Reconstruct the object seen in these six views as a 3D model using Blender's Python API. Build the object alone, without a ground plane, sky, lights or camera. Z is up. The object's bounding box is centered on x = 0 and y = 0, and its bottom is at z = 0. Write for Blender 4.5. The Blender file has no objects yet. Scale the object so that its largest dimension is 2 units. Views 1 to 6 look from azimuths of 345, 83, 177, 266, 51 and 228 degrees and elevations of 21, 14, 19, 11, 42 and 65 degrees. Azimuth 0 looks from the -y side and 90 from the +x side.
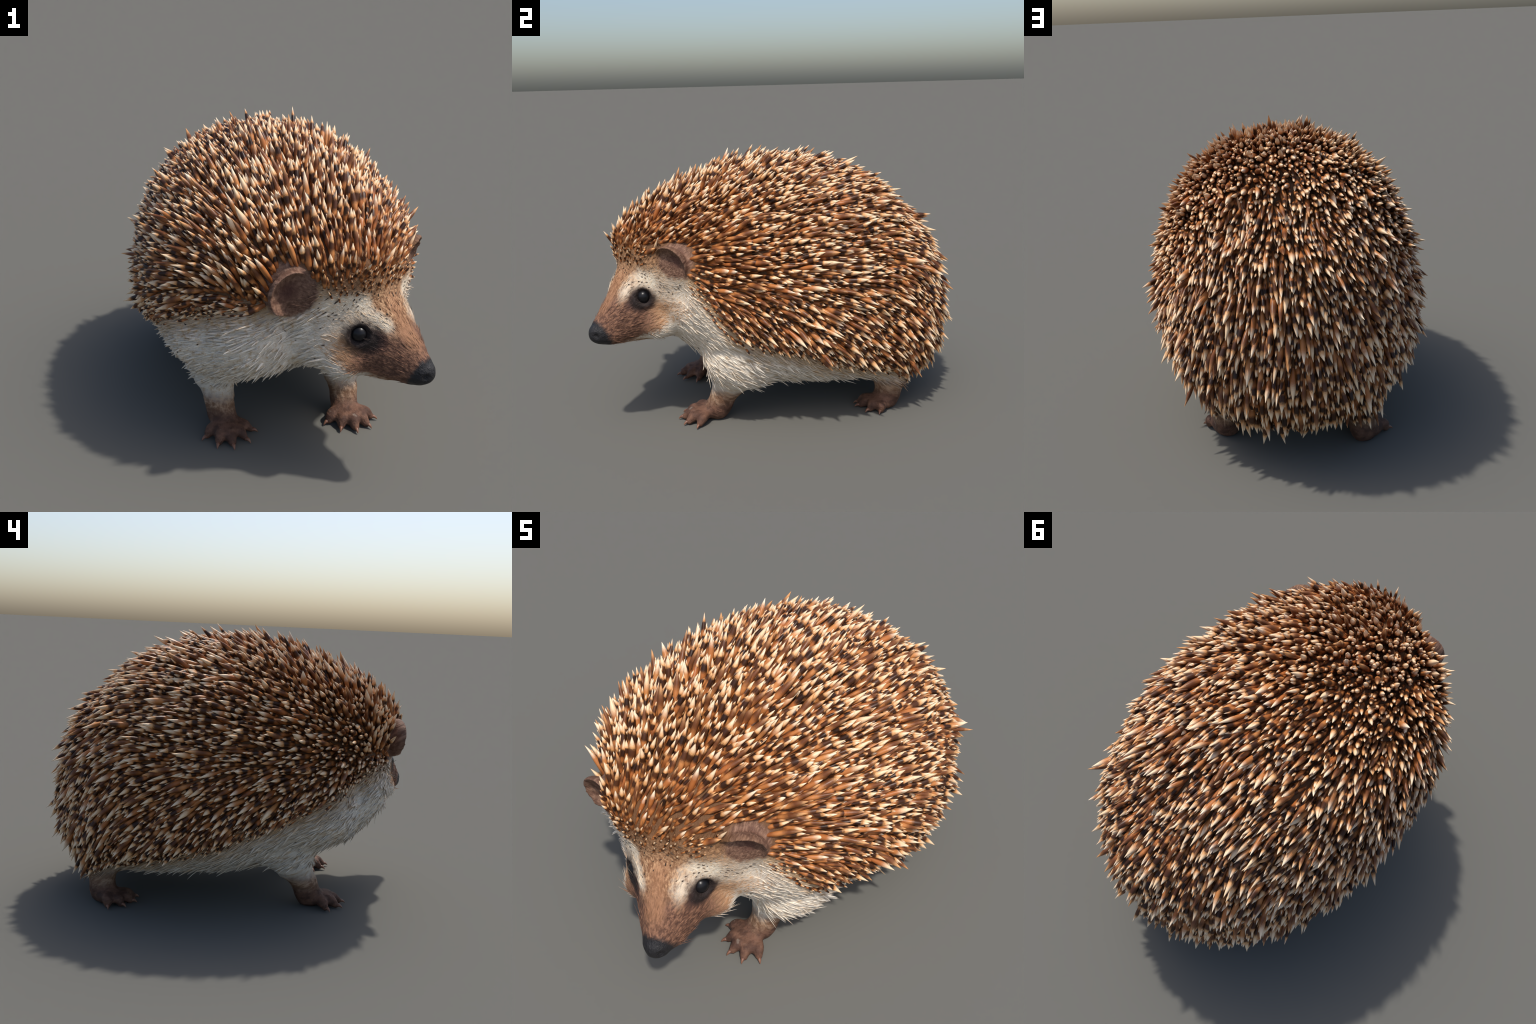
import bpy, bmesh, math, random
import numpy as np
from mathutils import Vector, Matrix, Quaternion, noise
from mathutils.bvhtree import BVHTree
from mathutils.kdtree import KDTree

rng = np.random.default_rng(7)
random.seed(7)

# ------------------------------------------------------------------ helpers
def hermite(x, X, Y):
    """Smooth curve through control points (X ascending)."""
    X = np.asarray(X, float); Y = np.asarray(Y, float)
    m = np.gradient(Y, X)
    x = np.clip(x, X[0], X[-1])
    i = np.clip(np.searchsorted(X, x) - 1, 0, len(X) - 2)
    h = X[i + 1] - X[i]
    t = (x - X[i]) / h
    return ((2*t**3 - 3*t**2 + 1) * Y[i] + (t**3 - 2*t**2 + t) * h * m[i]
            + (-2*t**3 + 3*t**2) * Y[i + 1] + (t**3 - t**2) * h * m[i + 1])

def smoothstep(a, b, x):
    t = np.clip((x - a) / (b - a), 0, 1)
    return t * t * (3 - 2 * t)

def loft(rings):
    """Closed shell from rings (each n x 3), capped by a fan at both ends."""
    n = len(rings[0])
    verts = np.concatenate(rings)
    faces = []
    for k in range(len(rings) - 1):
        for j in range(n):
            a, b = k*n + j, k*n + (j + 1) % n
            faces.append((a, b, b + n, a + n))
    base = len(verts)
    verts = np.vstack([verts, rings[0].mean(0), rings[-1].mean(0)])
    for j in range(n):
        faces.append((base, (j + 1) % n, j))
        k = (len(rings) - 1) * n
        faces.append((base + 1, k + j, k + (j + 1) % n))
    return verts, faces

def tube(path, radii, sides=20, flat=1.0, sub=6):
    """Round-ended tube through control points; flat squashes it in z."""
    path = np.asarray(path, float); radii = np.asarray(radii, float)
    d = np.concatenate([[0], np.cumsum(np.linalg.norm(np.diff(path, axis=0), axis=1))])
    s = np.linspace(0, d[-1], sub * len(path))
    C = np.stack([hermite(s, d, path[:, k]) for k in range(3)], 1)
    R = hermite(s, d, radii)
    T = np.gradient(C, axis=0); T /= np.linalg.norm(T, axis=1)[:, None]
    rings = []
    ang = np.linspace(0, 2*np.pi, sides, endpoint=False)
    def ring(c, t, r):
        ref = np.array([0, 0, 1.0]) if abs(t[2]) < .9 else np.array([0, 1.0, 0])
        u = np.cross(ref, t); u /= np.linalg.norm(u)
        v = np.cross(t, u)
        off = r * (np.cos(ang)[:, None] * u + np.sin(ang)[:, None] * v)
        off[:, 2] *= flat
        return c + off
    for q in (80, 55, 28):
        a = math.radians(q)
        rings.append(ring(C[0] - T[0] * R[0] * math.sin(a), T[0], R[0] * math.cos(a)))
    for c, t, r in zip(C, T, R):
        rings.append(ring(c, t, r))
    for q in (28, 55, 80):
        a = math.radians(q)
        rings.append(ring(C[-1] + T[-1] * R[-1] * math.sin(a), T[-1], R[-1] * math.cos(a)))
    return loft(rings)

def ellipsoid(c, r, n=24):
    rings = []
    for th in np.linspace(.08, np.pi - .08, n // 2 + 1):
        a = np.linspace(0, 2*np.pi, n, endpoint=False)
        rings.append(np.stack([c[0] + r[0]*np.sin(th)*np.cos(a),
                               c[1] + r[1]*np.sin(th)*np.sin(a),
                               c[2] + r[2]*np.cos(th) + 0*a], 1))
    return loft(rings[::-1])

def new_object(name, verts, faces, mats=(), parent=None, smooth=True):
    me = bpy.data.meshes.new(name)
    me.from_pydata([tuple(map(float, v)) for v in verts], [], [tuple(map(int, f)) for f in faces])
    for m in mats:
        me.materials.append(m)
    if smooth:
        me.polygons.foreach_set("use_smooth", [True] * len(me.polygons))
    me.update()
    ob = bpy.data.objects.new(name, me)
    bpy.context.scene.collection.objects.link(ob)
    if parent is not None:
        ob.parent = parent
    return ob

# ------------------------------------------------------------------ head frame
HX = np.array([.55, -.835, 0]); HX /= np.linalg.norm(HX)     # snout direction
HS = np.array([.835, .55, 0]); HS /= np.linalg.norm(HS)      # to the animal's left
def head(a, s, z):
    return HX * a + HS * s + np.array([0, 0, z])

# ------------------------------------------------------------------ torso
# stations along the back, as angles from rump (0) to crown (180)
STA = [0, 18, 38, 58, 78, 98, 118, 138, 156, 180]
Y_RUMP, Y_CROWN = .912, -.860
XC   = [0, .0, .0, -.006, -.006, -.004, .000, .028, .070, .105]
WID  = [0, .186, .404, .539, .614, .608, .558, .405, .235, 0]
ZTOP = [.50, .768, .995, 1.193, 1.297, 1.302, 1.222, 1.115, 1.025, .93]
ZBOT = [.50, .29, .145, .118, .132, .150, .295, .48, .66, .93]
ZMID = [.50, .42, .46, .48, .54, .63, .69, .83, .89, .93]
SQUARE_TOP, SQUARE_BELLY = 2.15, 2.30
def torso_shell():
    th = np.radians(STA)
    s = np.sin(th[1:-1])
    line = np.interp(th, [0, np.pi], [ZTOP[0], ZTOP[-1]])
    rings = []
    for t in np.linspace(.06, np.pi - .06, 70):
        y = (Y_RUMP + Y_CROWN) / 2 + (Y_RUMP - Y_CROWN) / 2 * math.cos(t)
        base = np.interp(t, [0, np.pi], [ZTOP[0], ZTOP[-1]])
        f = lambda V: float(hermite(t, th[1:-1], (np.array(V) - line)[1:-1] / s)) * math.sin(t) + base
        w = float(hermite(t, th[1:-1], np.array(WID)[1:-1] / s)) * math.sin(t)
        xc = float(hermite(t, th, XC))
        zt, zb, zm = f(ZTOP), f(ZBOT), f(ZMID)
        a = np.linspace(0, 2*np.pi, 64, endpoint=False)
        ca, sa = np.cos(a), np.sin(a)
        p = np.where(sa > 0, 2 / (SQUARE_TOP + .12 * smoothstep(-.1, .6, y)), 2 / SQUARE_BELLY)
        X = xc + w * np.sign(ca) * np.abs(ca)**p
        Z = zm + np.where(sa > 0, zt - zm, zm - zb) * np.sign(sa) * np.abs(sa)**p
        rings.append(np.stack([X, np.full_like(X, y), Z], 1))
    return loft(rings)

# ------------------------------------------------------------------ head: upright sections along the snout
#        a     s     half-w  top   bottom
HEAD = [(.42, -.20, .36, 1.03, .46),
        (.56, -.22, .300, 1.01, .45),
        (.68, -.228, .240, .970, .448),
        (.74, -.223, .202, .928, .450),
        (.80, -.213, .158, .866, .455),
        (.86, -.202, .134, .800, .460),
        (.91, -.197, .108, .732, .464),
        (.95, -.199, .083, .676, .470),
        (.98, -.202, .062, .634, .477),
        (1.01, -.201, .050, .602, .487)]
def head_shell():
    H = np.array(HEAD)
    rings = []
    for a in np.linspace(H[0, 0], H[-1, 0], 40):
        s, w, zt, zb = [hermite(a, H[:, 0], H[:, k]) for k in range(1, 5)]
        zc = zb + (zt - zb) * .37
        t = np.linspace(0, 2*np.pi, 48, endpoint=False)
        ct, st = np.cos(t), np.sin(t)
        Z = zc + np.where(st > 0, zt - zc, zc - zb) * np.sign(st) * np.abs(st)**.95
        S = s + w * np.sign(ct) * np.abs(ct)**.95
        rings.append(a * HX + S[:, None] * HS + Z[:, None] * np.array([0, 0, 1.0]))
    return loft(rings)

# ------------------------------------------------------------------ ears: a cupped shell with a rolled rim
def ear_shell(centre, facing, up, r_u, r_v, sink, depth=.036, thick=.022):
    n = np.array(facing, float); n /= np.linalg.norm(n)
    u = np.array(up, float); u -= n * (u @ n); u /= np.linalg.norm(u)
    v = np.cross(u, n)
    c = np.array(centre, float)
    rings = []
    prof = []
    for q in np.linspace(.04, 1, 9):           # back of the cup
        prof.append((q, -depth * (1 - q*q) - thick))
    prof.append((1.07, -.004)); prof.append((1.09, .010)); prof.append((1.03, .021))   # rolled rim
    for q in np.linspace(.95, .04, 9):         # hollow of the cup
        prof.append((q, -depth * (1 - q*q) * .95 + .002))
    a = np.linspace(0, 2*np.pi, 40, endpoint=False)
    for q, hgt in prof:
        low = np.clip(np.cos(a) * sink[0] + np.sin(a) * sink[1], 0, 1)**1.4 * .055 * q      # this edge dives into the head
        rings.append(c + q * (np.cos(a)[:, None] * u * r_u + np.sin(a)[:, None] * v * r_v) + n * (hgt - low)[:, None])
    return loft(rings)

EARS = [dict(centre=(.462, -.572, .885), facing=(.78, -.58, -.28), up=(.12, .10, 1), r_u=.094, r_v=.092, sink=(-.55, -.83)),
        dict(centre=(-.145, -.811, .862), facing=(.22, -.95, -.12), up=(.12, 0, 1), r_u=.094, r_v=.092, sink=(-.50, .86))]

# ------------------------------------------------------------------ limbs: leg path, then toes from knuckle to tip
LIMBS = [
    dict(kind="forelimb", leg=[(.26, -.18, .40), (.295, -.262, .26), (.305, -.318, .155), (.303, -.365, .055)], rad=[.15, .125, .086, .066],
         palm=(.292, -0.399, .038), palm_r=(0.066, 0.060, .045),
         toes=[(.172, -.470), (.226, -.535), (.297, -.560), (.370, -.537), (.421, -.476)]),
    dict(kind="forelimb", leg=[(-.30, -.20, .40), (-.325, -.27, .27), (-.325, -.335, .165), (-.312, -.375, .058)], rad=[.15, .125, .084, .065],
         palm=(-.303, -0.399, .038), palm_r=(0.068, 0.060, .045),
         toes=[(-.172, -.458), (-.220, -.530), (-.296, -.562), (-.365, -.538), (-.416, -.470)]),
    dict(kind="hindlimb", leg=[(.26, .56, .32), (.315, .575, .20), (.325, .567, .12), (.325, .555, .048)], rad=[.13, .100, .082, .066],
         palm=(.345, 0.531, .038), palm_r=(0.057, 0.064, .045),
         toes=[(.288, .392), (.330, .388), (.402, .424), (.434, .484)]),
    dict(kind="hindlimb", leg=[(-.24, .66, .33), (-.285, .672, .21), (-.298, .680, .13), (-.307, .676, .048)], rad=[.13, .088, .070, .064],
         palm=(-.345, 0.644, .038), palm_r=(0.055, 0.063, .045),
         toes=[(-.285, .505), (-.352, .508), (-.412, .553), (-.440, .628)]),
]
def toe_paths(L):
    p = np.array(L["palm"])
    out = []
    for t in L["toes"]:
        tip = np.array([t[0], t[1], .016])
        d = tip - p; d[2] = 0
        ln = np.linalg.norm(d); d /= ln
        tip += d * .008; ln += .008
        k = p + d * min(.040, ln * .35); k[2] = .044
        m = p + d * ln * .66; m[2] = .031
        e = p + d * (ln - .030); e[2] = .015
        out.append(([k, m, e], d, tip))
    return out

parts = [torso_shell(), head_shell()]
parts.append(ellipsoid(head(.992, -.2005, .539), (.054, .054, .053)))          # nose ball
parts.append(tube([(-.205, -.535, .625), (-.275, -.455, .52), (-.315, -.30, .41)], [.245, .205, .155]))   # neck and right chest
parts.append(ellipsoid(head(.728, -.062, .556), (.094, .094, .080)))            # jowls
parts.append(ellipsoid(head(.725, -.365, .548), (.092, .092, .080)))
parts.append(tube([(.16, -.40, .60), (.215, -.325, .48), (.27, -.24, .37)], [.19, .175, .15]))         # left chest
parts.append(ellipsoid((-.335, -.350, .545), (.25, .26, .22)))
parts.append(ellipsoid((-.330, -.23, .38), (.155, .20, .185)))                    # right shoulder
parts.append(ellipsoid((.360, -.215, .370), (.175, .225, .19)))                    # left shoulder
for e in EARS:
    parts.append(ear_shell(**e))
for L in LIMBS:
    parts.append(tube(L["leg"], L["rad"]))
    parts.append(ellipsoid(L["palm"], L["palm_r"]))
    for path, d, tip in toe_paths(L):
        parts.append(tube(path, [.0255, .0285, .019], sides=14))

V, F, off = [], [], 0
for v, f in parts:
    V.append(v); F += [tuple(i + off for i in q) for q in f]; off += len(v)
V = np.concatenate(V)
src = new_object("body_source", V, F)
VOX = .008
mod = src.modifiers.new("fuse", "REMESH"); mod.mode = "VOXEL"; mod.voxel_size = VOX; mod.adaptivity = 0
dg = bpy.context.evaluated_depsgraph_get()
body = bpy.data.meshes.new_from_object(src.evaluated_get(dg))
bpy.data.objects.remove(src)

nv = len(body.vertices)
P = np.empty(nv * 3); body.vertices.foreach_get("co", P); P = P.reshape(-1, 3)
E = np.empty(len(body.edges) * 2, int); body.edges.foreach_get("vertices", E); E = E.reshape(-1, 2)
deg = np.bincount(E.ravel(), minlength=nv)[:, None]
def laplace(X):
    S = np.zeros_like(X)
    for k in range(3):
        S[:, k] = (np.bincount(E[:, 0], X[E[:, 1], k], nv) + np.bincount(E[:, 1], X[E[:, 0], k], nv))
    return S / deg - X
# where fine form lives (toes, ears, nose) smooth little; elsewhere melt the joints away
fine = np.zeros(nv)
for L in LIMBS:
    fine = np.maximum(fine, (1 - smoothstep(.05, .10, P[:, 2])) * (np.linalg.norm(P[:, :2] - np.array(L["palm"])[:2], axis=1) < .25))
ear_mask = []
for e in EARS:
    d = np.linalg.norm(P - np.array(e["centre"]), axis=1)
    ear_mask.append(1 - smoothstep(.105, .135, d))
    fine = np.maximum(fine, .88 * ear_mask[-1])
along_head = P @ HX
fine = np.maximum(fine, smoothstep(.90, .97, along_head) * (P[:, 2] < .75))
for k in range(90):
    w = .5 * np.where(k < 3, 1, 1 - fine)[:, None]
    P = P + laplace(P) * w
    if k % 3 == 2 and k > 5:
        P = P - laplace(P) * w * .35

def normals(P):
    body.vertices.foreach_set("co", P.ravel()); body.update()
    N = np.empty(nv * 3); body.vertices.foreach_get("normal", N)
    return N.reshape(-1, 3)

# ------------------------------------------------------------------ materials
class Nodes:
    """Small builder for procedural node trees."""
    def __init__(self, name):
        self.mat = bpy.data.materials.new(name)
        self.mat.use_nodes = True
        self.t = self.mat.node_tree
        self.bsdf = self.t.nodes["Principled BSDF"]
        self.obj = self.t.nodes.new("ShaderNodeTexCoord").outputs["Object"]
    def link(self, a, b):
        self.t.links.new(a, b)
    def put(self, sock, v):
        if isinstance(v, bpy.types.NodeSocket):
            self.link(v, sock)
        elif isinstance(v, (tuple, list)) and len(v) == 3 and sock.type == "RGBA":
            sock.default_value = (*v, 1)
        else:
            sock.default_value = v
    def math(self, op, a, b=0.0, c=None, clamp=False):
        n = self.t.nodes.new("ShaderNodeMath"); n.operation = op; n.use_clamp = clamp
        self.put(n.inputs[0], a); self.put(n.inputs[1], b)
        if c is not None:
            self.put(n.inputs[2], c)
        return n.outputs[0]
    def vec(self, op, a, b=(0, 0, 0)):
        n = self.t.nodes.new("ShaderNodeVectorMath"); n.operation = op
        self.put(n.inputs[0], a)
        if op == "SCALE":
            self.put(n.inputs["Scale"], b)
        else:
            self.put(n.inputs[1], b)
        return n.outputs["Value"] if op in ("DOT_PRODUCT", "LENGTH", "DISTANCE") else n.outputs[0]
    def step(self, v, a, b):
        """0 at a, 1 at b, smooth between."""
        n = self.t.nodes.new("ShaderNodeMapRange"); n.interpolation_type = "SMOOTHSTEP"
        self.put(n.inputs["Value"], v)
        if a < b:
            n.inputs["From Min"].default_value, n.inputs["From Max"].default_value = a, b
        else:
            n.inputs["From Min"].default_value, n.inputs["From Max"].default_value = b, a
            n.inputs["To Min"].default_value, n.inputs["To Max"].default_value = 1, 0
        return n.outputs[0]
    def mix(self, f, a, b, mode="MIX"):
        n = self.t.nodes.new("ShaderNodeMix"); n.data_type = "RGBA"; n.blend_type = mode
        self.put(n.inputs[0], f); self.put(n.inputs[6], a); self.put(n.inputs[7], b)
        return n.outputs[2]
    def noise(self, vec, scale, detail=3.0, rough=.55):
        n = self.t.nodes.new("ShaderNodeTexNoise")
        self.put(n.inputs["Vector"], vec)
        n.inputs["Scale"].default_value = scale; n.inputs["Detail"].default_value = detail
        n.inputs["Roughness"].default_value = rough
        return n
    def mapping(self, vec, rot=(0, 0, 0), scale=(1, 1, 1)):
        n = self.t.nodes.new("ShaderNodeMapping")
        self.put(n.inputs["Vector"], vec)
        n.inputs["Rotation"].default_value = rot; n.inputs["Scale"].default_value = scale
        return n.outputs[0]
    def capsule(self, p, A, B, r_in, r_out):
        """1 inside a capsule A-B of radius r_in, fading to 0 at r_out."""
        A, B = np.array(A, float), np.array(B, float)
        AB = B - A
        d = self.vec("SUBTRACT", p, tuple(A))
        L2 = float(AB @ AB)
        if L2 < 1e-9:
            return self.step(self.vec("LENGTH", d), r_out, r_in)
        t = self.math("MULTIPLY", self.vec("DOT_PRODUCT", d, tuple(AB)), 1 / L2, clamp=True)
        q = self.vec("SUBTRACT", d, self.vec("SCALE", tuple(AB), t))
        return self.step(self.vec("LENGTH", q), r_out, r_in)
    def most(self, *v):
        r = v[0]
        for x in v[1:]:
            r = self.math("MAXIMUM", r, x)
        return r
    def curve(self, v, pts):
        n = self.t.nodes.new("ShaderNodeFloatCurve")
        c = n.mapping.curves[0]
        while len(c.points) < len(pts):
            c.points.new(.5, .5)
        for q, (x, y) in zip(c.points, pts):
            q.location = (x, y); q.handle_type = "AUTO"
        n.mapping.update()
        self.put(n.inputs["Value"], v)
        return n.outputs[0]
    def ramp(self, v, stops, interp="LINEAR"):
        n = self.t.nodes.new("ShaderNodeValToRGB")
        e = n.color_ramp.elements
        n.color_ramp.interpolation = interp
        while len(e) < len(stops):
            e.new(.5)
        for el, (p, c) in zip(e, stops):
            el.position = p; el.color = (*c, 1)
        self.put(n.inputs[0], v)
        return n.outputs[0]
    def attr(self, name):
        n = self.t.nodes.new("ShaderNodeAttribute"); n.attribute_name = name
        return n.outputs["Fac"]
    def bump(self, h, strength, dist):
        n = self.t.nodes.new("ShaderNodeBump")
        n.inputs["Strength"].default_value = strength; n.inputs["Distance"].default_value = dist
        self.link(h, n.inputs["Height"]); self.link(n.outputs[0], self.bsdf.inputs["Normal"])

# lower edge of the quill coat: height against y, on each flank
EDGE_L = [(-1, .930), (-.66, .925), (-.56, .91), (-.47, .82), (-.40, .72), (-.33, .62), (-.25, .545), (-.15, .495), (0, .455), (.15, .395), (.32, .335), (.5, .275), (.66, .20), (.8, .12), (1, .05)]
EDGE_R = [(-1, .930), (-.86, .905), (-.80, .85), (-.74, .79), (-.66, .745), (-.55, .69), (-.45, .635), (-.35, .59), (-.25, .545), (-.15, .505), (-.04, .46), (.08, .41), (.2, .365), (.35, .312), (.51, .272), (.68, .21), (.8, .13), (1, .05)]

EYES = [np.array((.382, -.707, .710)), np.array((.127, -.866, .690))]
NOSE = head(.992, -.2005, .541)

FUR_WHITE = (.72, .64, .53)
def coat_material(name, variation):
    """One coat for the whole animal: where each colour sits is worked out from the position."""
    k = Nodes(name)
    p = k.obj
    wob = k.noise(p, 9, 3)
    warp = k.vec("SCALE", k.vec("SUBTRACT", wob.outputs["Color"], (.5, .5, .5)), .05)
    fine = k.vec("SCALE", k.vec("SUBTRACT", k.noise(p, 45, 2).outputs["Color"], (.5, .5, .5)), .03)
    q = k.vec("ADD", k.vec("ADD", p, warp), fine)
    fine_q = k.vec("ADD", p, fine)
    sep = k.t.nodes.new("ShaderNodeSeparateXYZ"); k.link(q, sep.inputs[0])
    x, y, z = sep.outputs
    a = k.vec("DOT_PRODUCT", q, tuple(HX))
    s = k.vec("DOT_PRODUCT", q, tuple(HS))
    # streaks of hair: along the flank, and along the snout on the head
    on_head = k.step(a, .56, .68)
    def along(axis, flow, across):
        """Coordinates stretched along a lie of hair."""
        n = k.t.nodes.new("ShaderNodeCombineXYZ")
        f = np.array(axis, float); f /= np.linalg.norm(f)
        u = np.cross(f, (0, 0, 1.0)); u /= np.linalg.norm(u); w = np.cross(u, f)
        for sock, vec_, sc in zip(n.inputs, (f, u, w), (flow, across, across)):
            k.link(k.vec("DOT_PRODUCT", p, tuple(vec_ * sc)), sock)
        return n.outputs[0]
    sb = k.noise(along((0, .88, -.48), 13, 62), 1.0, 4, .62).outputs["Fac"]
    sh = k.noise(along(HX + np.array((0, 0, -.35)), 20, 105), 1.0, 4, .62).outputs["Fac"]
    streak = k.t.nodes.new("ShaderNodeMix"); streak.data_type = "FLOAT"
    k.link(on_head, streak.inputs[0]); k.link(sb, streak.inputs[2]); k.link(sh, streak.inputs[3])
    streak = streak.outputs[0]
    # white fur with straw coloured streaks
    col = k.mix(k.step(streak, .46, .70), FUR_WHITE, (.46, .34, .22))
    # straw and brown towards the quills
    uy = k.math("MULTIPLY_ADD", y, .5, .5)
    eL = k.curve(uy, [(.5 + .5*u, v) for u, v in EDGE_L])
    eR = k.curve(uy, [(.5 + .5*u, v) for u, v in EDGE_R])
    left = k.step(x, -.06, .22)
    em = k.t.nodes.new("ShaderNodeMix"); em.data_type = "FLOAT"
    k.link(left, em.inputs[0]); k.link(eR, em.inputs[2]); k.link(eL, em.inputs[3])
    st = k.math("SUBTRACT", streak, .5)
    over = k.math("MULTIPLY_ADD", st, .16, k.math("SUBTRACT", z, em.outputs[0]))
    col = k.mix(k.math("MULTIPLY", k.step(over, -.15, -.01), .85), col, (.40, .25, .125))
    # head: forehead, brows, snout
    head_zone = k.step(a, .66, .74)
    mid = k.math("MULTIPLY_ADD", st, .06, k.math("ABSOLUTE", k.math("ADD", s, .216)))
    wide = k.step(k.math("SUBTRACT", mid, k.math("MULTIPLY", k.step(a, .93, .78), .055)), .075, .030)
    fore = k.math("MULTIPLY", wide, k.step(a, .70, .80))
    temple = k.math("MULTIPLY", k.step(a, .66, .76), k.math("MULTIPLY", k.step(z, .60, .72), .45))
    col = k.mix(temple, col, (.48, .32, .19))
    fore_col = k.mix(k.step(streak, .38, .66), (.22, .105, .050), (.50, .30, .165))
    col = k.mix(fore, col, fore_col)
    crown = k.math("MULTIPLY", k.step(k.math("MULTIPLY_ADD", st, .10, z), .80, .90), head_zone)
    col = k.mix(crown, col, k.mix(k.step(streak, .38, .66), (.20, .098, .045), (.40, .225, .115)))
    col = k.mix(k.step(over, -.035, .045), col, (.14, .066, .028))
    brow = k.most(k.capsule(q, (.384, -.835, .755), (.372, -.785, .808), .012, .052),
                  k.capsule(q, (.372, -.780, .812), (.405, -.66, .800), .008, .058),
                  k.capsule(q, (.226, -.905, .735), (.125, -.870, .818), .012, .055),
                  k.capsule(q, (.120, -.870, .822), (.00, -.85, .80), .008, .060))
    col = k.mix(brow, col, k.mix(k.step(streak, .40, .70), (.86, .75, .59), (.62, .46, .30)))
    low = k.math("MULTIPLY_ADD", st, .07, k.math("SUBTRACT", z, k.math("MULTIPLY_ADD", a, -.62, 1.022)))
    band = k.math("MULTIPLY", k.step(low, -.02, .025), k.step(z, .735, .655))
    ochre = k.math("MULTIPLY", k.step(k.math("MULTIPLY_ADD", st, .12, a), .655, .76), band)
    col = k.mix(k.math("MULTIPLY", ochre, .9), col, (.40, .205, .088))
    tipward = k.step(a, .865, .93)
    snout = k.most(k.math("MULTIPLY", k.step(k.math("MULTIPLY_ADD", st, .12, a), .72, .83), band), k.math("MULTIPLY", tipward, k.step(low, -.02, .03)))
    snout_col = k.mix(k.step(streak, .36, .66), (.092, .042, .027), (.225, .112, .066))
    col = k.mix(snout, col, snout_col)
    # ridge of the snout stays lighter
    ridge = k.math("MULTIPLY", k.step(mid, .055, .015), k.math("MULTIPLY", k.step(a, .80, .86), k.step(z, .60, .68)))
    col = k.mix(k.math("MULTIPLY", ridge, .8), col, (.32, .16, .082))
    # dark skin round the eyes, running down towards the nose
    e1, e2 = [tuple(e) for e in EYES]
    n1, n2 = [tuple(e * .52 + NOSE * .48 + np.array((0, 0, .02))) for e in EYES]
    run = k.most(k.capsule(q, e1, tuple(np.array(e1)*.72 + np.array(n1)*.28), .032, .070), k.capsule(q, e2, tuple(np.array(e2)*.5 + np.array(n2)*.5), .030, .068))
    col = k.mix(run, col, (.085, .038, .026))
    groove = k.most(k.capsule(q, e1, tuple(np.array(e1)*.3 + np.array(n1)*.7), .010, .040), k.capsule(q, e2, tuple(np.array(e2)*.3 + np.array(n2)*.7), .010, .040))
    col = k.mix(k.math("MULTIPLY", groove, .85), col, (.075, .034, .024))
    col = k.mix(k.most(k.capsule(fine_q, e1, tuple(np.array(e1)*.85 + np.array(n1)*.15), .036, .084), k.capsule(fine_q, e2, tuple(np.array(e2)*.8 + np.array(n2)*.2), .038, .090)), col, (.022, .014, .012))
    # bare ears: the front edge below is furred like the face
    for e, shift, r1, r2 in zip(EARS, (.030, .006), (.076, .100), (.112, .124)):
        n = np.array(e["facing"], float); n /= np.linalg.norm(n)
        u = np.array(e["up"], float); u -= n * (u @ n); u /= np.linalg.norm(u)
        v = np.cross(u, n)
        c = np.array(e["centre"], float) - (u * e["sink"][0] + v * e["sink"][1]) * shift
        col = k.mix(k.capsule(q, tuple(c - n*.02), tuple(c - n*.02), r1, r2), col, k.mix(k.step(streak, .35, .7), (.130, .064, .041), (.245, .140, .092)))
        col = k.mix(k.capsule(q, tuple(c - n*.045), tuple(c - n*.045), .025, .070), col, (.095, .042, .030))
    # limbs: tan above, bare reddish brown skin on the feet
    skin = k.mix(k.step(k.noise(p, 22, 4).outputs["Fac"], .38, .66), (.072, .034, .022), (.150, .074, .046))
    legs, feet = [], []
    for L in LIMBS:
        pts = L["leg"]
        legs.append(k.capsule(q, pts[2], pts[3], .085, .135))
        feet.append(k.most(k.capsule(q, pts[3], L["palm"], .10, .135)))
    hind = k.step(y, .1, .2)
    top = k.math("MULTIPLY_ADD", hind, -.005, 0)
    lz = k.math("SUBTRACT", z, top)
    col = k.mix(k.math("MULTIPLY", k.most(*legs), k.step(lz, .215, .13)), col, k.mix(k.step(streak, .4, .65), (.20, .105, .058), (.34, .22, .14)))
    low_foot = k.math("MULTIPLY", k.most(*feet, k.step(z, .09, .06)), k.step(lz, .135, .075))
    col = k.mix(low_foot, col, skin)
    # nose leather
    nose = k.step(k.math("SUBTRACT", k.vec("DOT_PRODUCT", fine_q, tuple(HX)), k.math("MULTIPLY_ADD", z, .45, .733)), -.014, .012)
    col = k.mix(nose, col, (.016, .015, .016))
    # grain
    grain = k.math("MULTIPLY_ADD", streak, .9, .55)
    if variation:
        tone = k.attr("tone")
        grain = k.math("MULTIPLY", grain, k.math("MULTIPLY_ADD", tone, .45, .80))
    hsv = k.t.nodes.new("ShaderNodeHueSaturation")
    k.link(col, hsv.inputs["Color"]); k.link(grain, hsv.inputs["Value"])
    k.link(hsv.outputs[0], k.bsdf.inputs["Base Color"])
    k.link(k.math("MULTIPLY_ADD", nose, -.24, .72), k.bsdf.inputs["Roughness"])
    k.bsdf.inputs["Specular IOR Level"].default_value = .30
    if not variation:
        k.bump(streak, .55, .012)
    return k.mat

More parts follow.
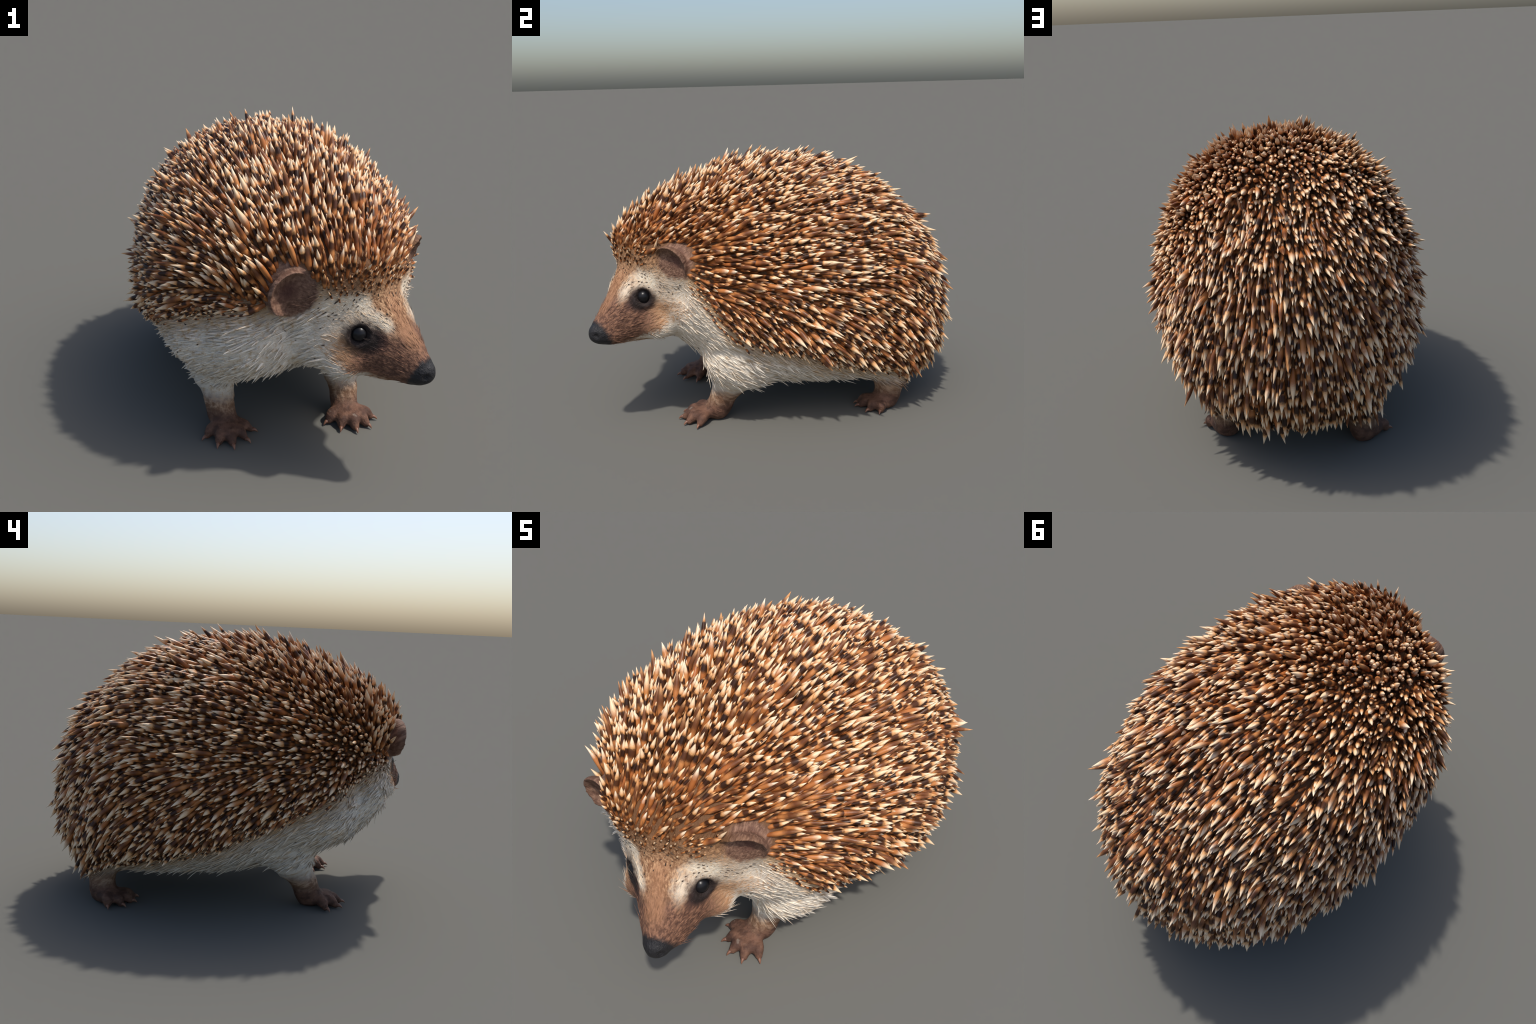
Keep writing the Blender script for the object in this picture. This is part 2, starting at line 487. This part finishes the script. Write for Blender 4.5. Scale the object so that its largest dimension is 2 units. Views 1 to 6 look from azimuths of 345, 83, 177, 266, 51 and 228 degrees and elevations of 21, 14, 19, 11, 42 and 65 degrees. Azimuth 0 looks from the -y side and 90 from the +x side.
def quill_material():
    k = Nodes("banded_quill")
    t = k.attr("along")
    info = k.t.nodes.new("ShaderNodeObjectInfo")
    tone = k.math("FRACT", k.math("ADD", k.attr("tone"), info.outputs["Random"]))
    tone2 = k.math("FRACT", k.math("MULTIPLY", tone, 7.31))
    tone3 = k.math("FRACT", k.math("MULTIPLY", tone, 23.7))
    wob = k.noise(k.mapping(k.obj, scale=(60, 60, 60)), 1, 2).outputs["Fac"]
    u = k.math("ADD", t, k.math("MULTIPLY_ADD", tone2, .26, -.13))
    u = k.math("ADD", u, k.math("MULTIPLY_ADD", wob, .20, -.10))
    base = k.mix(tone3, (.40, .128, .034), (.56, .232, .074))
    base = k.mix(k.step(u, .05, .35), (.26, .085, .025), base)
    dark = k.mix(tone3, (.026, .010, .005), (.090, .031, .012))
    c = k.mix(k.step(u, .30, .46), base, dark)
    warm = k.mix(tone3, (.58, .245, .075), (.70, .36, .14))
    c = k.mix(k.step(u, .62, .73), c, warm)
    tip = k.mix(tone2, (.95, .79, .59), (.82, .58, .35))
    c = k.mix(k.step(u, .68, .90), c, tip)
    c = k.mix(k.step(t, .93, 1.0), c, (.58, .36, .18))
    # some carry hardly any dark band, some are russet throughout
    plain = k.mix(k.step(u, .50, .85), base, tip)
    c = k.mix(k.math("MULTIPLY", k.step(tone, .17, .145), .94), c, plain)
    russet = k.mix(k.step(u, .30, .60), base, (.15, .050, .018))
    russet = k.mix(k.step(u, .72, .98), russet, warm)
    c = k.mix(k.math("MULTIPLY", k.step(tone, .70, .72), .92), c, russet)
    k.link(c, k.bsdf.inputs["Base Color"])
    k.bsdf.inputs["Roughness"].default_value = .38
    k.bsdf.inputs["Specular IOR Level"].default_value = .28
    return k.mat

def plain_material(name, c1, c2, scale, rough, spec=.5, bump=0.0):
    k = Nodes(name)
    n = k.noise(k.obj, scale, 4).outputs["Fac"]
    k.link(k.mix(k.step(n, .35, .65), c1, c2), k.bsdf.inputs["Base Color"])
    k.bsdf.inputs["Roughness"].default_value = rough
    k.bsdf.inputs["Specular IOR Level"].default_value = spec
    if bump:
        k.bump(n, bump, .01)
    return k.mat

M_SKIN = coat_material("fur_coat", False)
M_HAIR = coat_material("fur_tuft", True)
M_QUILL = quill_material()
M_EYE = plain_material("dark_eye", (.005, .005, .006), (.009, .008, .009), 8, .30, .28)
M_CLAW = plain_material("claw_horn", (.12, .050, .030), (.20, .088, .048), 50, .45)
M_FLECK = plain_material("dark_fleck", (.030, .020, .014), (.08, .050, .032), 20, .6)

# ------------------------------------------------------------------ sculpt: eye sockets, nostrils, mouth line, grooves
N = normals(P)
kd = KDTree(nv)
for i, v in enumerate(P):
    kd.insert(v, i)
kd.balance()
eye_seats = []
for e in EYES:
    co, i, _ = kd.find(Vector(e))
    n = N[i] + np.array((0, 0, -.05)); n /= np.linalg.norm(n)
    eye_seats.append((np.array(co), n))
for c, n in eye_seats:
    d = np.linalg.norm(P - c, axis=1)
    rim = .010 * np.exp(-((d - .047) / .013)**2)
    pit = -.020 * np.exp(-(d / .026)**2)
    P = P + N * (rim + pit)[:, None]
pocket = np.linalg.norm((P - np.array((.46, -.52, .735))) / np.array((1, 1, 1.25)), axis=1)   # hollow behind the left cheek
P = P - N * (.042 * np.exp(-(pocket / .062)**2))[:, None]
a_, s_ = P @ HX, P @ HS                                      # bridge dished between the brows
dish = .014 * np.exp(-((s_ + .205) / .05)**2) * smoothstep(.74, .82, a_) * (1 - smoothstep(.90, .97, a_)) * (P[:, 2] > .62)
P = P - N * dish[:, None]
for side in (-1, 1):                                        # nostrils
    c = head(1.028, -.2005 + side * .034, .538)
    d = np.linalg.norm(P - c, axis=1)
    P = P - N * (.014 * np.exp(-(d / .013)**2))[:, None]
a_, s_ = P @ HX, P @ HS
on_face = smoothstep(.76, .82, a_) * (1 - smoothstep(.96, .99, a_))
lip = np.abs(P[:, 2] - (.497 - .10 * (a_ - .9)))             # mouth line along the jaw
P = P - N * (.006 * on_face * np.exp(-(lip / .006)**2))[:, None]
# soft lumps of flesh and fur, locks of fur on the pale flank
lump = np.array([noise.noise(Vector(v) * 7) * .006 + noise.noise(Vector(v) * 19) * .0025
                 + (noise.noise(Vector((v[0] * 26, v[1] * 9 + v[2] * 5, v[2] * 30 + v[1] * 10))) * .006 if .14 < v[2] < .8 else 0) * (1 if v @ HX < .62 else .25) for v in P])
quiet = np.clip(smoothstep(.94, .97, P @ HX) + sum(1 - smoothstep(.05, .07, np.linalg.norm(P - c, axis=1)) for c, _ in eye_seats), 0, 1)
P = P + N * (lump * (1 - quiet) * (1 - .6 * np.maximum(ear_mask[0], ear_mask[1])))[:, None]
P[:, 2] = np.maximum(P[:, 2], .001)
N = normals(P)

# ------------------------------------------------------------------ thing and regions of the one smooth skin
root = bpy.data.objects.new("hedgehog", None)
bpy.context.scene.collection.objects.link(root)
root["label"] = "brown hedgehog standing with banded cream-tipped quills, pale face"
root["category"] = "hedgehog"

nf = len(body.polygons)
FV = [tuple(p.vertices) for p in body.polygons]
FC = np.array([P[list(f)].mean(0) for f in FV])
fa, fs = FC @ HX, FC @ HS
region = np.zeros(nf, int)                                   # 0 torso
region[(fa + .2 * (fs + .25)) > .60] = 1                     # 1 head
nose_f = (np.linalg.norm(FC - NOSE, axis=1) < .085) & (fa > .972 + .45 * (FC[:, 2] - .54))
region[nose_f] = 2                                           # 2 nose
def ear_coords(e, X):
    n = np.array(e["facing"], float); n /= np.linalg.norm(n)
    u = np.array(e["up"], float); u -= n * (u @ n); u /= np.linalg.norm(u)
    v = np.cross(u, n)
    d = X - np.array(e["centre"])
    return np.hypot(d @ u / e["r_u"], d @ v / e["r_v"]), d @ n
for k, e in enumerate(EARS):
    rho, hgt = ear_coords(e, FC)
    region[(rho < 1.16) & (hgt > -.075) & (hgt < .05)] = 3 + k
def seg_dist(X, A, B):
    A, B = np.array(A), np.array(B)
    t = np.clip((X - A) @ (B - A) / ((B - A) @ (B - A)), 0, 1)
    return np.linalg.norm(X - A - t[:, None] * (B - A), axis=1)
for k, L in enumerate(LIMBS):
    pts = L["leg"]
    near = (seg_dist(FC, pts[1], pts[2]) < .125) | (seg_dist(FC, pts[2], pts[3]) < .125)
    near |= np.linalg.norm(FC[:, :2] - np.array(L["palm"])[:2], axis=1) < .2
    top = .22 if L["kind"] == "forelimb" else .16
    region[near & (FC[:, 2] < top)] = 5 + 2 * k
    region[near & (FC[:, 2] < .085)] = 6 + 2 * k

def region_object(name, ids, mat, parent):
    sel = np.isin(region, ids)
    fidx = np.nonzero(sel)[0]
    used = np.unique(np.concatenate([np.array(FV[i]) for i in fidx]))
    remap = -np.ones(nv, int); remap[used] = np.arange(len(used))
    ob = new_object(name, P[used], [tuple(remap[list(FV[i])]) for i in fidx], [mat], parent)
    ob.data.normals_split_custom_set_from_vertices([tuple(n) for n in N[used]])
    return ob

torso = region_object("torso", [0], M_SKIN, root)
head_ob = region_object("head", [1], M_SKIN, root)
region_object("nose", [2], M_SKIN, head_ob)
for k in (0, 1):
    region_object("ear", [3 + k], M_SKIN, head_ob)
feet = []
for k, L in enumerate(LIMBS):
    region_object(L["kind"], [5 + 2 * k], M_SKIN, root)
    feet.append(region_object("foot", [6 + 2 * k], M_SKIN, root))

# eyes
for c, n in eye_seats:
    v, f = ellipsoid((0, 0, 0), (.035, .035, .035), 40)
    ob = new_object("eye", v, f, [M_EYE], head_ob)
    ob.location = c - n * .0185

# claws
tpl = None
for L, foot in zip(LIMBS, feet):
    for path, d, tip in toe_paths(L):
        if tpl is None:
            v, f = tube([(0, 0, 0), (.012, 0, .002), (.026, 0, -.003), (.036, 0, -.0115)], [.0105, .0092, .0055, .0012], sides=12, sub=4)
            ob = new_object("claw", v, f, [M_CLAW], foot); tpl = ob.data
        else:
            ob = bpy.data.objects.new("claw", tpl); bpy.context.scene.collection.objects.link(ob); ob.parent = foot
        ob.location = tuple(tip - d * .023)[:2] + (.014,)
        ob.rotation_euler = (0, 0, math.atan2(d[1], d[0]))
        ob.scale = (.8, .95, .9)

# ------------------------------------------------------------------ scattering on the skin
TRI = np.array([(f[0], f[1], f[2]) for f in FV] + [(f[0], f[2], f[3]) for f in FV if len(f) == 4])
TREG = np.concatenate([region, region[[len(f) == 4 for f in FV]]])
def scatter(mask, spacing, tries, seed):
    """Poisson-like roots on the triangles where mask is set."""
    g = np.random.default_rng(seed)
    T = TRI[mask]; R = TREG[mask]
    A = np.linalg.norm(np.cross(P[T[:, 1]] - P[T[:, 0]], P[T[:, 2]] - P[T[:, 0]]), axis=1)
    n = int(A.sum() / spacing**2 * tries)
    k = g.choice(len(T), n, p=A / A.sum())
    r1, r2 = np.sqrt(g.random(n)), g.random(n)
    w = np.stack([1 - r1, r1 * (1 - r2), r1 * r2], 1)
    X = (P[T[k]] * w[:, :, None]).sum(1)
    Nn = (N[T[k]] * w[:, :, None]).sum(1); Nn /= np.linalg.norm(Nn, axis=1)[:, None]
    cell, keep = {}, []
    for i in range(n):
        c = tuple((X[i] // spacing).astype(int))
        ok = True
        for dx in (-1, 0, 1):
            for dy in (-1, 0, 1):
                for dz in (-1, 0, 1):
                    for j in cell.get((c[0]+dx, c[1]+dy, c[2]+dz), ()):
                        if ((X[i] - X[j])**2).sum() < spacing**2:
                            ok = False; break
        if ok:
            cell.setdefault(c, []).append(i); keep.append(i)
    return X[keep], Nn[keep], R[k][keep]

def edge_height(X):
    eL = hermite(X[:, 1], *zip(*EDGE_L)); eR = hermite(X[:, 1], *zip(*EDGE_R))
    m = smoothstep(-.06, .22, X[:, 0])
    return eR * (1 - m) + eL * m

def unit(V):
    return V / np.maximum(np.linalg.norm(V, axis=1), 1e-9)[:, None]

def comb(X, Nn, down, jitter, g):
    """Lie of the coat: backwards over the body, sagging on the flanks and straight down over the rump."""
    G = np.zeros_like(X)
    G[:, 1] = 1
    G[:, 0] = 1.3 * X[:, 0] * smoothstep(.25, .8, X[:, 1])          # fanning out from a whorl over the rump
    G[:, 2] = -down + .9 * smoothstep(.45, .85, -Nn[:, 1]) * (X[:, 2] > .8)      # combed up the forehead
    G += g.normal(0, jitter, G.shape)
    G += .30 * np.array([noise.noise_vector(Vector(v) * 8.5) for v in X])      # spines gather in loose clumps
    return unit(G - Nn * (G * Nn).sum(1)[:, None])

def spindle_template(prof, sides, bend):
    """Unit spine along +z, radius 1 at the belly of the profile."""
    rings = []
    a = np.linspace(0, 2*np.pi, sides, endpoint=False)
    tt = []
    for t, r in prof:
        rings.append(np.stack([r*np.cos(a), r*np.sin(a), np.full(sides, t)], 1)); tt += [t] * sides
    V = np.concatenate(rings)
    faces = []
    for k in range(len(prof) - 1):
        for j in range(sides):
            b, c = k*sides + j, k*sides + (j+1) % sides
            faces.append((b, c, c + sides, b + sides))
    return V, np.array(faces), np.array(tt), bend

def spine_mesh(name, tmpl, X, D, Y, Ln, Rd, bend, tone, mat, parent, flat=1.0):
    """All spines of one coat as a single mesh. D axis, Y side, bend bows the tip along Z = D x Y."""
    V, Fq, tt, _ = tmpl
    n, m = len(X), len(V)
    Z = np.cross(D, Y)
    W = (X[:, None] + Y[:, None] * (V[None, :, 0:1] * Rd[:, None, None]) + Z[:, None] * (V[None, :, 1:2] * Rd[:, None, None] * flat)
         + D[:, None] * (V[None, :, 2:3] * Ln[:, None, None]) + Z[:, None] * ((V[None, :, 2:3]**2) * (bend * Ln)[:, None, None]))
    me = bpy.data.meshes.new(name)
    me.vertices.add(n * m); me.vertices.foreach_set("co", W.ravel())
    q = (Fq[None] + (np.arange(n) * m)[:, None, None]).reshape(-1, 4)
    me.loops.add(q.size); me.loops.foreach_set("vertex_index", q.ravel())
    me.polygons.add(len(q))
    me.polygons.foreach_set("loop_start", np.arange(len(q)) * 4)
    me.polygons.foreach_set("use_smooth", [True] * len(q))
    me.update(calc_edges=True)
    me.attributes.new("along", "FLOAT", "POINT").data.foreach_set("value", np.tile(tt, n))
    me.attributes.new("tone", "FLOAT", "POINT").data.foreach_set("value", np.repeat(tone, m))
    me.materials.append(mat)
    ob = bpy.data.objects.new(name, me)
    bpy.context.scene.collection.objects.link(ob)
    ob.parent = parent
    ob["kind"] = "stuff"
    return ob

TC = P[TRI].mean(1)
over = TC[:, 2] - edge_height(TC)
under_belly = N[TRI].mean(1)[:, 2] < -.72 - .2 * (TC[:, 1] > .55)
quilled = (TREG <= 1) & (over > 0.0) & ~under_belly
for k, e in enumerate(EARS):
    rho, hgt = ear_coords(e, TC)
    quilled &= ~((rho < 1.12) & (hgt > -.07))

QUILL_PROFILE = [(0, .70), (.16, .86), (.34, .98), (.50, 1.0), (.62, .93), (.74, .71), (.85, .43), (.94, .19), (1, .015)]
def quill_coat(spacing, tries, seed, length, radius, lift_add, sides, where=None):
    g = np.random.default_rng(seed)
    X, Nn, R = scatter(quilled if where is None else where, spacing, tries, seed)
    n = len(X)
    z, y = X[:, 2], X[:, 1]
    down = .95 * (1 - smoothstep(.38, .95, z)) + 1.5 * smoothstep(.40, .95, y)
    T = comb(X, Nn, down, .11, g)
    # erect over the right shoulder, lower over the left one, the rump and along the edge
    shoulder = 1 - smoothstep(-.30, .30, X[:, 0])
    lift = np.radians(26 + (4 + 8 * shoulder) * (1 - smoothstep(-.55, .15, y)) * smoothstep(.75, 1.0, z) * smoothstep(-.85, -.60, y)
                      + lift_add + g.normal(0, 9, n))
    D = unit(T * np.cos(lift)[:, None] + Nn * np.sin(lift)[:, None])
    Y = unit(np.cross(D, Nn))
    rim = np.maximum(smoothstep(0, .10, X[:, 2] - edge_height(X)), .45 * smoothstep(.50, .62, X @ HX))
    head_short = 1 - .16 * smoothstep(.55, .75, X @ HX)
    Ln = length * (.66 + .34 * rim) * head_short * np.exp(np.clip(g.normal(0, .20, n), -.5, .26))
    Rd = radius * (.80 + .20 * rim) * (1 - .22 * smoothstep(.55, .75, X @ HX)) * np.exp(g.normal(0, .14, n))
    return dict(X=X - D * (.012), D=D, Y=Y, L=Ln, R=Rd, bend=g.normal(-.05, .05, n), tone=g.random(n), reg=R)

coat = quill_coat(.0312, 6, 21, .121, .0116, 0, 8)
fill = quill_coat(.0245, 6, 22, .088, .0092, -3, 6)
# short spines thin out into the fur along the edge of the coat and down the forehead
clear = np.ones(len(TC), bool)
for e in EARS:
    rho, hgt = ear_coords(e, TC)
    clear &= ~((rho < 1.55) & (hgt > -.10))
border = (TREG <= 1) & clear & (over > -.035 - .035 * (TREG == 1)) & (over < .02) & ~under_belly
edge = quill_coat(.024, 4, 23, .072, .0066, -9, 6, border)
edge["tone"] = .60 + .40 * edge["tone"]
fill["tone"] = .70 + .30 * fill["tone"]                    # the undercoat is russet, without pale tips
tm8 = spindle_template(QUILL_PROFILE, 8, 0)
tm6 = spindle_template(QUILL_PROFILE, 6, 0)

# the 300 that show largest are objects of their own
order = np.argsort(-(coat["L"] * coat["R"] * (coat["X"][:, 2] > .3)))
single = np.zeros(len(order), bool); single[order[:300]] = True
variants = []
for b in (-.10, -.05, 0.0, .04):
    V, Fq, tt, _ = tm8
    W = V.copy(); W[:, 1] += 0
    me = bpy.data.meshes.new("quill")
    # unit spine: radius is .085 of its length
    W[:, :2] *= .085; W[:, 1] += b * V[:, 2]**2
    me.from_pydata([tuple(v) for v in W], [], [tuple(map(int, f)) for f in Fq])
    me.polygons.foreach_set("use_smooth", [True] * len(me.polygons))
    me.attributes.new("along", "FLOAT", "POINT").data.foreach_set("value", tt)
    me.attributes.new("tone", "FLOAT", "POINT").data.foreach_set("value", np.zeros(len(V)))
    me.materials.append(M_QUILL)
    me.update()
    variants.append(me)
for i in np.nonzero(single)[0]:
    me = variants[int(np.argmin(np.abs(np.array((-.10, -.05, 0, .04)) - coat["bend"][i])))]
    ob = bpy.data.objects.new("quill", me)
    bpy.context.scene.collection.objects.link(ob)
    ob.parent = head_ob if coat["reg"][i] == 1 else torso
    D, Y = coat["D"][i], coat["Y"][i]
    Z = np.cross(D, Y)
    L = coat["L"][i]; r = coat["R"][i] / .085
    Mx = Matrix(((Y[0]*r, Z[0]*r, D[0]*L, coat["X"][i][0]), (Y[1]*r, Z[1]*r, D[1]*L, coat["X"][i][1]), (Y[2]*r, Z[2]*r, D[2]*L, coat["X"][i][2]), (0, 0, 0, 1)))
    ob.matrix_world = Mx
for parent, rid in ((torso, 0), (head_ob, 1)):
    for c, tm, nm in ((coat, tm8, "quill_coat"), (fill, tm6, "quill_undercoat"), (edge, tm6, "short_quills")):
        m = c["reg"] == rid
        if c is coat:
            m &= ~single
        spine_mesh(nm, tm, c["X"][m], c["D"][m], c["Y"][m], c["L"][m], c["R"][m], c["bend"][m], c["tone"][m], M_QUILL, parent)

# ------------------------------------------------------------------ pale fur tufts
FUR_PROFILE = [(0, .7), (.25, 1.0), (.55, .8), (.8, .45), (1, .03)]
tmf = spindle_template(FUR_PROFILE, 6, 0)
tmh = spindle_template([(0, .8), (.35, 1), (.7, .6), (1, .05)], 4, 0)
def fur(mask, spacing, seed, length, radius, lift_deg, spread, name, parents, tmpl, flat, along_face=False, sag=.5):
    g = np.random.default_rng(seed)
    X, Nn, R = scatter(mask, spacing, 4, seed)
    n = len(X)
    if along_face:
        G = -HX[None] * 1.0 + np.array([[0, 0, .25]]) + g.normal(0, .10, X.shape)
    else:
        G = np.stack([.9 * np.tanh((X[:, 0] - .14) / .10) * smoothstep(.15, .8, -Nn[:, 1]), np.ones(n), -sag * np.ones(n)], 1) + g.normal(0, .14, X.shape)
    T = unit(G - Nn * (G * Nn).sum(1)[:, None])
    lift = np.radians(np.abs(g.normal(lift_deg, spread, n)) + 1.5)
    D = unit(T * np.cos(lift)[:, None] + Nn * np.sin(lift)[:, None])
    Y = unit(np.cross(D, Nn))
    Ln = length * np.exp(g.normal(0, .30, n)); Rd = radius * np.exp(g.normal(0, .25, n))
    for parent, rids in parents:
        m = np.isin(R, rids)
        if m.any():
            spine_mesh(name, tmpl, X[m] - Nn[m] * .002, D[m], Y[m], Ln[m], Rd[m], g.normal(-.04, .07, n)[m], g.random(n)[m], M_HAIR, parent, flat)
    return X, Nn, D, Y, R

cheek = (TREG == 1) & (TC @ HX < .70)
furry = ((TREG == 0) | cheek) & (over < .03) & (TC[:, 2] > .12)
for L in LIMBS[:2]:                                         # the upper arms run smoothly into the legs
    furry &= ~((seg_dist(TC, L['leg'][1], L['leg'][3]) < .15) & (TC[:, 2] < .235))
both = ((torso, [0]), (head_ob, [1]))
fur(furry, .0165, 31, .044, .0042, 5, 4, "fur", both, tmf, .55)
tufted = (TREG == 0) & (over < .0) & (over > -.16) & (TC[:, 2] > .14)
fur(tufted, .022, 35, .055, .0050, 9, 5, "fur", ((torso, [0]),), tmf, .6)
fur((TREG == 0) & furry, .040, 36, .052, .0060, 9, 6, "fur", ((torso, [0]),), tmf, .6)
fringe = (TREG == 0) & furry & (TC[:, 1] < .45) & ~((N[TRI].mean(1)[:, 1] < -.5) & (TC[:, 2] > .48)) & (N[TRI].mean(1)[:, 2] < .1)
fur(fringe, .046, 32, .050, .0052, 15, 10, "fur_fringe", both, tmf, .6, sag=.8)
faced = (TREG == 1) & (TC @ HX > .64) & (over < .02)
for k, e in enumerate(EARS):                                # hair of the face runs over the sunken front edge of the ears
    n_ = np.array(e["facing"], float); n_ /= np.linalg.norm(n_)
    u_ = np.array(e["up"], float); u_ -= n_ * (u_ @ n_); u_ /= np.linalg.norm(u_)
    v_ = np.cross(u_, n_)
    d_ = TC - np.array(e["centre"])
    low_ = d_ @ u_ / e["r_u"] * e["sink"][0] + d_ @ v_ / e["r_v"] * e["sink"][1]
    faced |= (TREG == 3 + k) & (low_ > (.12, .62)[k]) & (d_ @ n_ > -.06)
for c, _ in eye_seats:
    faced &= np.linalg.norm(TC - c, axis=1) > .056
fur(faced, .0105, 33, .040, .0013, 3, 3, "face_hair", ((head_ob, [1, 3, 4]),), tmh, .7, True)
# sparse dark bristle marks: dense between brow and ear, few on the flanks
for mask, sp, seed, par in ((faced & (TC[:, 2] > .74) & (TC @ HX < .86), .017, 41, ((head_ob, [1]),)), (furry, .065, 42, both)):
    g = np.random.default_rng(seed)
    X, Nn, R = scatter(mask, sp, 3, seed)
    clump = np.array([noise.noise(Vector(v) * 17) + .25 * g.normal() > .02 for v in X])
    X, Nn, R = X[clump], Nn[clump], R[clump]
    G = np.array([[0, 1, -.3]]) + g.normal(0, .2, X.shape) - HX[None] * (X @ HX > .6)[:, None]
    T = unit(G - Nn * (G * Nn).sum(1)[:, None]); n = len(X)
    D = unit(T + Nn * .10); Y = unit(np.cross(D, Nn))
    for parent, rids in par:
        m = np.isin(R, rids)
        spine_mesh("fleck", tmh, X[m] + Nn[m] * .001, D[m], Y[m], (.0115 * np.exp(g.normal(0, .35, n)))[m], (.0022 * np.exp(g.normal(0, .3, n)))[m], np.zeros(n)[m], g.random(n)[m], M_FLECK, parent, .5)
